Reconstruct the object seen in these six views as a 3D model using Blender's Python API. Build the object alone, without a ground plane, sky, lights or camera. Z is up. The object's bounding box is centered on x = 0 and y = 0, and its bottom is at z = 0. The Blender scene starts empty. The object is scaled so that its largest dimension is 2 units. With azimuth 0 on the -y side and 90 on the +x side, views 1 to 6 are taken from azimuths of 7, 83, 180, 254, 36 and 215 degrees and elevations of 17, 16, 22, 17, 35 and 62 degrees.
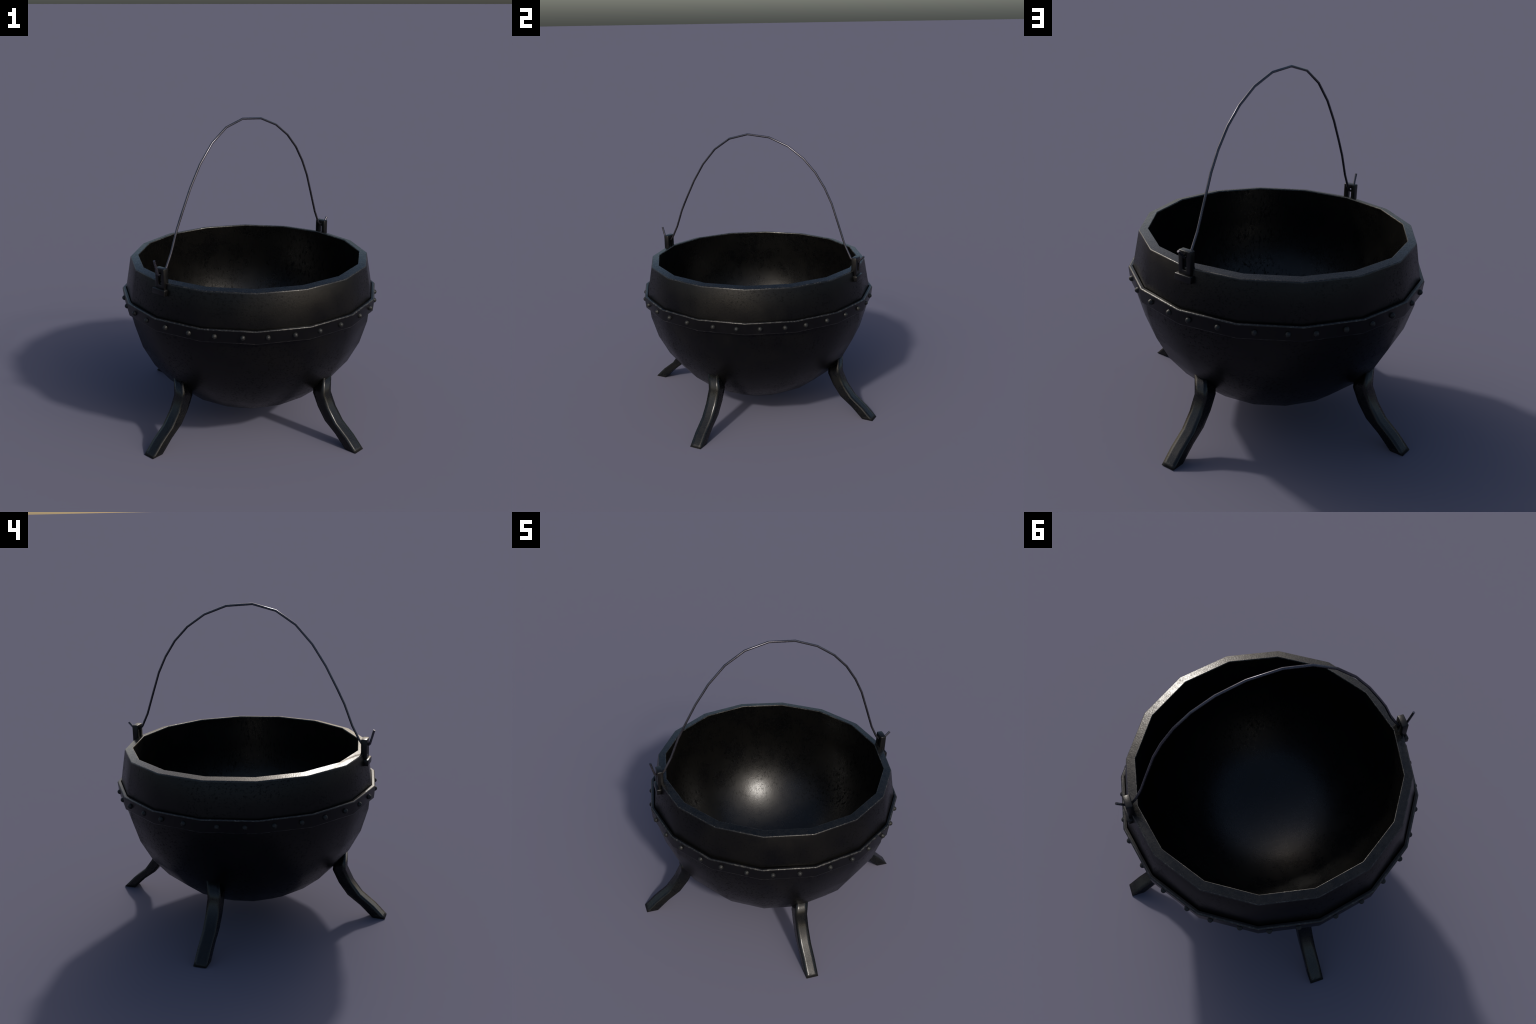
"""Footed iron cauldron: a sixteen-sided round pot with a riveted hoop,
four bowed legs, two rim lugs and a wire bail handle."""
import bpy, bmesh, math
from math import sin, cos, radians, pi, hypot
from mathutils import Vector, Matrix

SIDES = 16
PHASE = radians(10.0)            # azimuth of one pot corner
LUG_AZ = radians(55.0)           # azimuth of the bail axis
SPHERE_Z, R_OUT, R_IN = 0.8905, 0.8152, 0.740


# --------------------------------------------------------------- materials
class Nodes:
    """tiny helper to wire shader nodes"""
    def __init__(self, name):
        self.mat = bpy.data.materials.new(name)
        self.mat.use_nodes = True
        self.t = self.mat.node_tree
        self.bsdf = self.t.nodes["Principled BSDF"]

    def new(self, kind, **kw):
        n = self.t.nodes.new(kind)
        for k, v in kw.items():
            setattr(n, k, v)
        return n

    def link(self, a, b):
        self.t.links.new(a, b)

    def coords(self, scale=(1, 1, 1), offset=None):
        tc = self.new("ShaderNodeTexCoord")
        mp = self.new("ShaderNodeMapping")
        mp.inputs["Scale"].default_value = scale
        self.link(tc.outputs["Object"], mp.inputs["Vector"])
        if offset is not None:
            self.link(offset, mp.inputs["Location"])
        return mp.outputs["Vector"]

    def noise(self, vec, scale, detail=4, rough=0.6):
        n = self.new("ShaderNodeTexNoise")
        n.inputs["Scale"].default_value = scale
        n.inputs["Detail"].default_value = detail
        n.inputs["Roughness"].default_value = rough
        self.link(vec, n.inputs["Vector"])
        return n.outputs["Fac"]

    def ramp(self, fac, lo, hi, a=0.0, b=1.0):
        n = self.new("ShaderNodeMapRange")
        n.inputs["From Min"].default_value = lo
        n.inputs["From Max"].default_value = hi
        n.inputs["To Min"].default_value = a
        n.inputs["To Max"].default_value = b
        self.link(fac, n.inputs["Value"])
        return n.outputs["Result"]

    def mix(self, fac, a, b):
        n = self.new("ShaderNodeMix", data_type="RGBA")
        self.link(fac, n.inputs[0])
        for sock, v in ((n.inputs[6], a), (n.inputs[7], b)):
            if isinstance(v, tuple):
                sock.default_value = (*v, 1)
            else:
                self.link(v, sock)
        return n.outputs[2]

    def math(self, op, a, b):
        n = self.new("ShaderNodeMath", operation=op)
        for sock, v in ((n.inputs[0], a), (n.inputs[1], b)):
            if isinstance(v, (int, float)):
                sock.default_value = v
            else:
                self.link(v, sock)
        return n.outputs[0]

    def bump(self, height, strength, distance):
        n = self.new("ShaderNodeBump")
        n.inputs["Strength"].default_value = strength
        n.inputs["Distance"].default_value = distance
        self.link(height, n.inputs["Height"])
        self.link(n.outputs["Normal"], self.bsdf.inputs["Normal"])


def iron(name, dark, light, rough=0.34, metal=0.0, pits=0.0, pit_scale=(1, 1, 1),
         grain=0.15, blotch=6.0, per_object=False, spec=0.5, pit_floor=None, brush=None):
    """blackened cast iron: blotchy dark colour, fine grain, scattered dull pits"""
    m = Nodes(name)
    off = None
    if per_object:
        oi = m.new("ShaderNodeObjectInfo")
        off = m.math("MULTIPLY", oi.outputs["Random"], 37.0)
    v = m.coords(offset=off)
    big = m.ramp(m.noise(v, blotch, 5, 0.65), 0.35, 0.68)
    fine = m.noise(v, 130.0, 3, 0.6)
    scratch = m.ramp(m.noise(v, 42.0, 6, 0.75), 0.66, 0.74)
    col = m.mix(big, dark, light)
    col = m.mix(m.math("MULTIPLY", scratch, 0.5), col,
                tuple(min(1, 2.2 * c) for c in light))
    r = m.math("ADD", m.ramp(big, 0, 1, rough - 0.03, rough + 0.04),
               m.ramp(fine, 0.3, 0.7, -0.03, 0.03))
    if pits:
        pv = m.coords(pit_scale, off)
        patch = m.ramp(m.noise(v, 3.5, 3, 0.5), 0.34, 0.56)
        p = m.ramp(m.noise(pv, 34.0, 6, 0.75), 0.535, 0.585)
        if pit_floor:                       # rust pits only on the side walls
            sep = m.new("ShaderNodeSeparateXYZ")
            m.link(v, sep.inputs[0])
            p = m.math("MULTIPLY", p, m.ramp(sep.outputs["Z"], *pit_floor))
        p = m.math("MULTIPLY", m.math("MULTIPLY", p, patch), pits)
        col = m.mix(p, col, (0.001, 0.001, 0.001))
        r = m.math("ADD", r, m.math("MULTIPLY", p, 0.3))
        sp = m.math("SUBTRACT", spec, m.math("MULTIPLY", p, spec))
        m.link(sp, m.bsdf.inputs["Specular IOR Level"])
    else:
        m.bsdf.inputs["Specular IOR Level"].default_value = spec
    m.link(col, m.bsdf.inputs["Base Color"])
    m.link(r, m.bsdf.inputs["Roughness"])
    m.bsdf.inputs["Metallic"].default_value = metal
    m.bump(m.math("ADD", fine, m.math("MULTIPLY", m.noise(m.coords(brush, off) if brush else v, 34.0, 5), 1.0)), grain, 0.003)
    return m.mat


def worn(name, dark, bare):
    """edge where the blacking has rubbed through to flecks of bare iron"""
    m = Nodes(name)
    v = m.coords()
    f = m.ramp(m.noise(v, 70.0, 4, 0.7), 0.50, 0.66)
    m.link(m.mix(f, dark, bare), m.bsdf.inputs["Base Color"])
    m.link(m.ramp(f, 0, 1, 0.38, 0.24), m.bsdf.inputs["Roughness"])
    m.link(m.ramp(f, 0, 1, 0.0, 0.6), m.bsdf.inputs["Metallic"])
    m.bump(m.noise(v, 90.0, 3), 0.5, 0.003)
    return m.mat


def leg_iron():
    """leg iron with a dull dark band where the foot meets the ground"""
    mat = iron("leg_iron", (0.0018, 0.0025, 0.0030), (0.0062, 0.0063, 0.0052), 0.275,
               grain=0.09, blotch=11.0, spec=0.38, per_object=True)
    m = Nodes.__new__(Nodes)
    m.mat, m.t = mat, mat.node_tree
    m.bsdf = m.t.nodes["Principled BSDF"]
    tc = m.new("ShaderNodeTexCoord")
    sep = m.new("ShaderNodeSeparateXYZ")
    m.link(tc.outputs["Object"], sep.inputs[0])
    h = m.math("ADD", sep.outputs["Z"], m.ramp(m.noise(tc.outputs["Object"], 60, 4), 0.3, 0.7, -0.008, 0.008))
    toe_band = m.ramp(h, 0.012, 0.018, 1.0, 0.0)
    old = m.bsdf.inputs["Base Color"].links[0].from_socket
    m.link(m.mix(toe_band, old, (0.004, 0.004, 0.004)), m.bsdf.inputs["Base Color"])
    oldr = m.bsdf.inputs["Roughness"].links[0].from_socket
    m.link(m.math("ADD", oldr, m.math("MULTIPLY", toe_band, 0.3)), m.bsdf.inputs["Roughness"])
    return mat


M_POT = iron("black_cast_iron", (0.0012, 0.0012, 0.0014), (0.0034, 0.0031, 0.0025), 0.325,
             pits=0.5, pit_scale=(1.9, 1.9, 2.6), spec=0.25, grain=0.16)
M_IN = iron("pitted_inner_iron", (0.0014, 0.0014, 0.0015), (0.0028, 0.0025, 0.0019), 0.285,
            pits=0.75, pit_scale=(2.0, 2.0, 0.7), grain=0.12, spec=0.42, pit_floor=(0.33, 0.50),
            brush=(1.0, 1.0, 0.35))
M_BAND = iron("hoop_iron", (0.0014, 0.0014, 0.0017), (0.0030, 0.0028, 0.0030), 0.335, spec=0.24)
M_RIM = iron("rim_iron", (0.0030, 0.0033, 0.0035), (0.0066, 0.0066, 0.0063), 0.265, grain=0.20, blotch=26, spec=0.38,
             pits=0.25, pit_scale=(2.2, 2.2, 2.2))
M_EDGE = worn("worn_iron_edge", (0.004, 0.004, 0.004), (0.10, 0.095, 0.085))
M_RIVET = iron("rivet_iron", (0.0085, 0.0092, 0.0090), (0.0135, 0.0135, 0.0122), 0.50, per_object=True, spec=0.34)
M_LUG = iron("lug_iron", (0.0024, 0.0024, 0.0028), (0.0052, 0.0050, 0.0046), 0.32, blotch=22, spec=0.32)
M_LEG = leg_iron()
M_WIRE = iron("wire_steel", (0.060, 0.060, 0.074), (0.105, 0.10, 0.115), 0.27, metal=0.85, grain=0.08)


# --------------------------------------------------------------- building
def add(name, mesh, parent, mats):
    for m in mats:
        if m.name not in mesh.materials:
            mesh.materials.append(m)
    ob = bpy.data.objects.new(name, mesh)
    bpy.context.scene.collection.objects.link(ob)
    ob.parent = parent
    return ob


def unit(v):
    n = hypot(*v) or 1.0
    return (v[0] / n, v[1] / n)


def lathe(name, profile, parent, mats, closed=False):
    """Turn a profile of (radius, z[, edge_material_index]) into a SIDES-gon ring.
    The third value is the material of the strip that STARTS at that point.
    Point normals are weighted by strip length so broad faces stay clean and
    narrow chamfers roll between them.  Outside lies to the right of travel."""
    pts = [(p[0], p[1]) for p in profile]
    mat = [p[2] if len(p) > 2 else 0 for p in profile]
    n = len(pts)
    nseg = n if closed else n - 1
    seg = []
    for i in range(nseg):
        a, b = pts[i], pts[(i + 1) % n]
        d = (b[0] - a[0], b[1] - a[1])
        seg.append((unit((d[1], -d[0])), hypot(*d)))
    nor = []
    for i in range(n):
        acc = [0.0, 0.0]
        for j in ((i - 1) % n if closed else i - 1, i):
            if 0 <= j < nseg:
                (nx, nz), L = seg[j]
                acc[0] += nx * L ** 3
                acc[1] += nz * L ** 3
        # an optional fourth value tilts the shading normal to that elevation
        nor.append((cos(radians(profile[i][3])), sin(radians(profile[i][3])))
                   if len(profile[i]) > 3 else unit(acc))
    verts, normals, rings = [], [], []
    for (r, z), (nr, nz) in zip(pts, nor):
        if r < 1e-6:
            rings.append([len(verts)] * SIDES)
            verts.append((0, 0, z))
            normals.append((0, 0, 1 if nz > 0 else -1))
            continue
        ids = []
        for k in range(SIDES):
            t = PHASE + 2 * pi * k / SIDES
            ids.append(len(verts))
            verts.append((r * cos(t), r * sin(t), z))
            normals.append((nr * cos(t), nr * sin(t), nz))
        rings.append(ids)
    faces, fm = [], []
    for i in range(nseg):
        a, b = rings[i], rings[(i + 1) % n]
        for k in range(SIDES):
            l = (k + 1) % SIDES
            f = []
            for v in (a[k], a[l], b[l], b[k]):
                if v not in f:
                    f.append(v)
            faces.append(f)
            fm.append(mat[i])
    me = bpy.data.meshes.new(name)
    me.from_pydata(verts, [], faces)
    for p, mi in zip(me.polygons, fm):
        p.use_smooth = True
        p.material_index = mi
    me.normals_split_custom_set_from_vertices(normals)
    return add(name, me, parent, mats)


def sphere_profile(radius, a0, a1, step=11.25):
    """(r, z) from elevation a0 to a1 (degrees, -90 is the bottom)"""
    n = max(1, round(abs(a1 - a0) / step))
    out = []
    for i in range(n + 1):
        a = radians(a0 + (a1 - a0) * i / n)
        out.append((max(0.0, radius * cos(a)) if a0 + (a1 - a0) * i / n > -89.99 else 0.0,
                    SPHERE_Z + radius * sin(a)))
    return out


def finish_smooth(bm, name, angle=60):
    me = bpy.data.meshes.new(name)
    bmesh.ops.recalc_face_normals(bm, faces=bm.faces)
    for f in bm.faces:
        f.smooth = True
    for e in bm.edges:
        if len(e.link_faces) == 2 and e.calc_face_angle(0) > radians(angle):
            e.smooth = False
    bm.to_mesh(me)
    bm.free()
    return me


def tube(name, path, radius, parent, mats, sides=8):
    """mitred round wire along a polyline lying in one vertical plane"""
    side = Vector((-sin(LUG_AZ), cos(LUG_AZ), 0))
    bm = bmesh.new()
    rings = []
    for i, p in enumerate(path):
        d0 = (path[i] - path[i - 1]).normalized() if i else None
        d1 = (path[i + 1] - path[i]).normalized() if i + 1 < len(path) else None
        t = ((d0 or d1) + (d1 or d0)).normalized()
        stretch = 1.0 / max(0.5, t.dot(d1 or d0))
        up = side.cross(t).normalized()
        rings.append([bm.verts.new(p + side * radius * cos(2 * pi * k / sides)
                                   + up * radius * stretch * sin(2 * pi * k / sides))
                      for k in range(sides)])
    for a, b in zip(rings, rings[1:]):
        for k in range(sides):
            bm.faces.new((a[k], a[(k + 1) % sides], b[(k + 1) % sides], b[k]))
    bm.faces.new(rings[0])
    bm.faces.new(rings[-1])
    return add(name, finish_smooth(bm, name, 70), parent, mats)


def lug_point(sign, s, t, z):
    """s outward along the bail axis, t sideways"""
    c, n = cos(LUG_AZ) * sign, sin(LUG_AZ) * sign
    return Vector((s * c - t * n, s * n + t * c, z))


def box(name, sign, s0, s1, t, z0, z1, bevel, parent, mats):
    bm = bmesh.new()
    v = [bm.verts.new(lug_point(sign, s, tt, z)) for z in (z0, z1)
         for s, tt in ((s0, -t), (s1, -t), (s1, t), (s0, t))]
    for f in ((0, 1, 2, 3), (4, 5, 6, 7), (0, 1, 5, 4), (1, 2, 6, 5), (2, 3, 7, 6), (3, 0, 4, 7)):
        bm.faces.new([v[i] for i in f])
    bmesh.ops.bevel(bm, geom=list(bm.edges), offset=bevel, segments=2, profile=0.5, affect="EDGES")
    return add(name, finish_smooth(bm, name, 50), parent, mats)


def lug(sign, parent):
    """upright eye: a flat frame with a tall slot, standing on the rim's outer face"""
    s0, s1, hw, z0, z1 = 0.752, 0.790, 0.0385, 1.050, 1.188
    sw, sz0, sz1 = 0.0130, 1.086, 1.163
    bm = bmesh.new()
    loops = {}
    for s in (s0, s1):
        loops[s] = ([bm.verts.new(lug_point(sign, s, t, z)) for t, z in
                     ((-hw, z0), (hw, z0), (hw, z1), (-hw, z1))],
                    [bm.verts.new(lug_point(sign, s, t, z)) for t, z in
                     ((-sw, sz0), (sw, sz0), (sw, sz1), (-sw, sz1))])
    for k in range(4):
        l = (k + 1) % 4
        for s in (s0, s1):
            o, i = loops[s]
            bm.faces.new((o[k], o[l], i[l], i[k]))
        for w in (0, 1):
            a, b = loops[s0][w], loops[s1][w]
            bm.faces.new((a[k], a[l], b[l], b[k]))
    bmesh.ops.recalc_face_normals(bm, faces=bm.faces)
    edges = [e for e in bm.edges if e.calc_face_angle(0) > 1.0]
    bmesh.ops.bevel(bm, geom=edges, offset=0.0045, segments=2, profile=0.5, affect="EDGES")
    ob = add("lug", finish_smooth(bm, "lug", 50), parent, [M_LUG])
    box("mounting_plate", sign, 0.765, 0.803, 0.0530, 1.026, 1.064, 0.004, ob, [M_LUG])
    return ob


def leg_mesh():
    """square bar bowing outward, cut flat at the ground (built along +x)"""
    w = 0.0405
    rows = [((0.662, 0.455), (0.585, 0.365)), ((0.662, 0.312), (0.581, 0.306)),
            ((0.703, 0.226), (0.621, 0.223)), ((0.762, 0.146), (0.680, 0.142)),
            ((0.850, 0.076), (0.763, 0.080)), ((0.9105, 0.0147), (0.8315, 0.0147)), ((0.925, 0.0), (0.847, 0.0))]
    # every face is split at a quarter of its width, so smooth shading rolls over
    # the corners while the bar keeps its square outline
    q = 0.27
    bm = bmesh.new()
    rings = []
    for o, i in rows:
        c = [Vector((o[0], -w, o[1])), Vector((o[0], w, o[1])),
             Vector((i[0], w, i[1])), Vector((i[0], -w, i[1]))]
        ring = []
        for k in range(4):
            a, b = c[k], c[(k + 1) % 4]
            ring += [bm.verts.new(a), bm.verts.new(a.lerp(b, q)), bm.verts.new(a.lerp(b, 1 - q))]
        rings.append(ring)
    for a, b in zip(rings, rings[1:]):
        for k in range(12):
            bm.faces.new((a[k], a[(k + 1) % 12], b[(k + 1) % 12], b[k]))
    bm.faces.new(rings[0])
    bm.faces.new(rings[-1])
    return finish_smooth(bm, "leg", 179)


def rivet_mesh(r=0.0165, h=0.0172, sides=10):
    bm = bmesh.new()
    prev = None
    for a in (0, 30, 60):
        ring = [bm.verts.new((r * cos(radians(a)) * cos(2 * pi * k / sides),
                              r * cos(radians(a)) * sin(2 * pi * k / sides),
                              h * sin(radians(a)))) for k in range(sides)]
        if prev:
            for k in range(sides):
                bm.faces.new((prev[k], prev[(k + 1) % sides], ring[(k + 1) % sides], ring[k]))
        prev = ring
    top = bm.verts.new((0, 0, h))
    for k in range(sides):
        bm.faces.new((prev[k], prev[(k + 1) % sides], top))
    return finish_smooth(bm, "rivet", 80)


# --------------------------------------------------------------- the cauldron
cauldron = bpy.data.objects.new("cauldron", None)
bpy.context.scene.collection.objects.link(cauldron)
cauldron.location = (0.002, 0.0, 0.0)
cauldron["label"] = "black iron cauldron with riveted band, four legs and wire handle"
cauldron["category"] = "cauldron"

# outer bowl: lower half of a coarse sphere, tucked up under the hoop
bowl_pts = sphere_profile(R_OUT, -90, 0)
bowl_pts[-1] = (0.8115, 0.855)
lathe("bowl", bowl_pts, cauldron, [M_POT])

# collar leaning in from the hoop to the rim
lathe("neck", [(0.8115, 0.855), (0.8148, 0.887, 0, 2.0), (0.7795, 1.090, 0, 16.0)], cauldron, [M_POT])

# rim: worn outer chamfer, broad sloping top, worn inner edge
lathe("rim", [(0.7795, 1.090), (0.7785, 1.096, 1), (0.7745, 1.1005), (0.7305, 1.1090, 1),
              (0.7270, 1.1075, 1), (0.7260, 1.1025)], cauldron, [M_RIM, M_EDGE])

# inside wall
inner = [(0.7260, 1.1025)] + [p for p in reversed(sphere_profile(R_IN, -90, 0))]
lathe("inner_wall", inner, cauldron, [M_IN])

# riveted hoop, top gap modelled to draw the dark crease shadow at the neck
hoop = lathe("hoop", [(0.800, 0.8040), (0.8285, 0.8040, 1), (0.8320, 0.8070, 1), (0.8325, 0.8098), (0.8400, 0.8815, 1),  # bottom strips use the paler material: thin light line along the lower edge
                      (0.8355, 0.8870, 1), (0.8300, 0.8890), (0.8195, 0.8895), (0.8180, 0.8870),
                      (0.8175, 0.864), (0.800, 0.864)], cauldron, [M_BAND, M_EDGE], closed=True)

rv = rivet_mesh()
rivet_angles = (5.4, 16.8, 28.8, 39.9, 49.1, 60.6, 73.6, 85.0, 94.6, 105.8, 116.5, 127.3,
                141.5, 152.7, 164.2, 175.5, 186.4, 197.6, 207.8, 218.3, 230.1, 241.8, 253.0,
                264.5, 274.6, 286.0, 297.1, 308.5, 322.3, 333.5, 344.1, 355.5)
for a in rivet_angles:
    facet = PHASE + radians(22.5) * (math.floor(a / 22.5) + 0.5)
    th = PHASE + radians(a)
    rad = 0.8365 * cos(radians(11.25)) / cos(th - facet)
    ob = add("rivet", rv, hoop, [M_RIVET])
    rot = Vector((cos(facet), sin(facet), -0.08)).to_track_quat("Z", "Y").to_matrix().to_4x4()
    ob.matrix_local = Matrix.Translation((rad * cos(th), rad * sin(th), 0.845)) @ rot

# legs
lm = leg_mesh()
for k in range(4):
    ob = add("leg", lm, cauldron, [M_LEG])
    ob.location = ((0.002, 0.004, 0), (0.001, 0.004, 0), (-0.002, 0.0, 0), (0.0, -0.002, 0))[k]
    ob.rotation_euler = (0, 0, LUG_AZ + k * pi / 2)

# lugs
for sign in (1, -1):
    lug(sign, cauldron)

# bail: bent wire through both lugs, one hooked end longer than the other
bail = [(-0.826, 1.243), (-0.801, 1.155), (-0.789, 1.144), (-0.772, 1.141), (-0.752, 1.151),
        (-0.732, 1.180), (-0.689, 1.264), (-0.640, 1.395), (-0.594, 1.489), (-0.522, 1.627),
        (-0.438, 1.757), (-0.334, 1.872), (-0.210, 1.954), (-0.061, 1.9925), (0.110, 1.979),
        (0.258, 1.924), (0.376, 1.845), (0.466, 1.754), (0.537, 1.650), (0.590, 1.545),
        (0.637, 1.413), (0.689, 1.264), (0.732, 1.178), (0.752, 1.156), (0.772, 1.147),
        (0.789, 1.154), (0.831, 1.198)]
tube("handle", [lug_point(1, s, 0.0, z) for s, z in bail], 0.0073, cauldron, [M_WIRE])
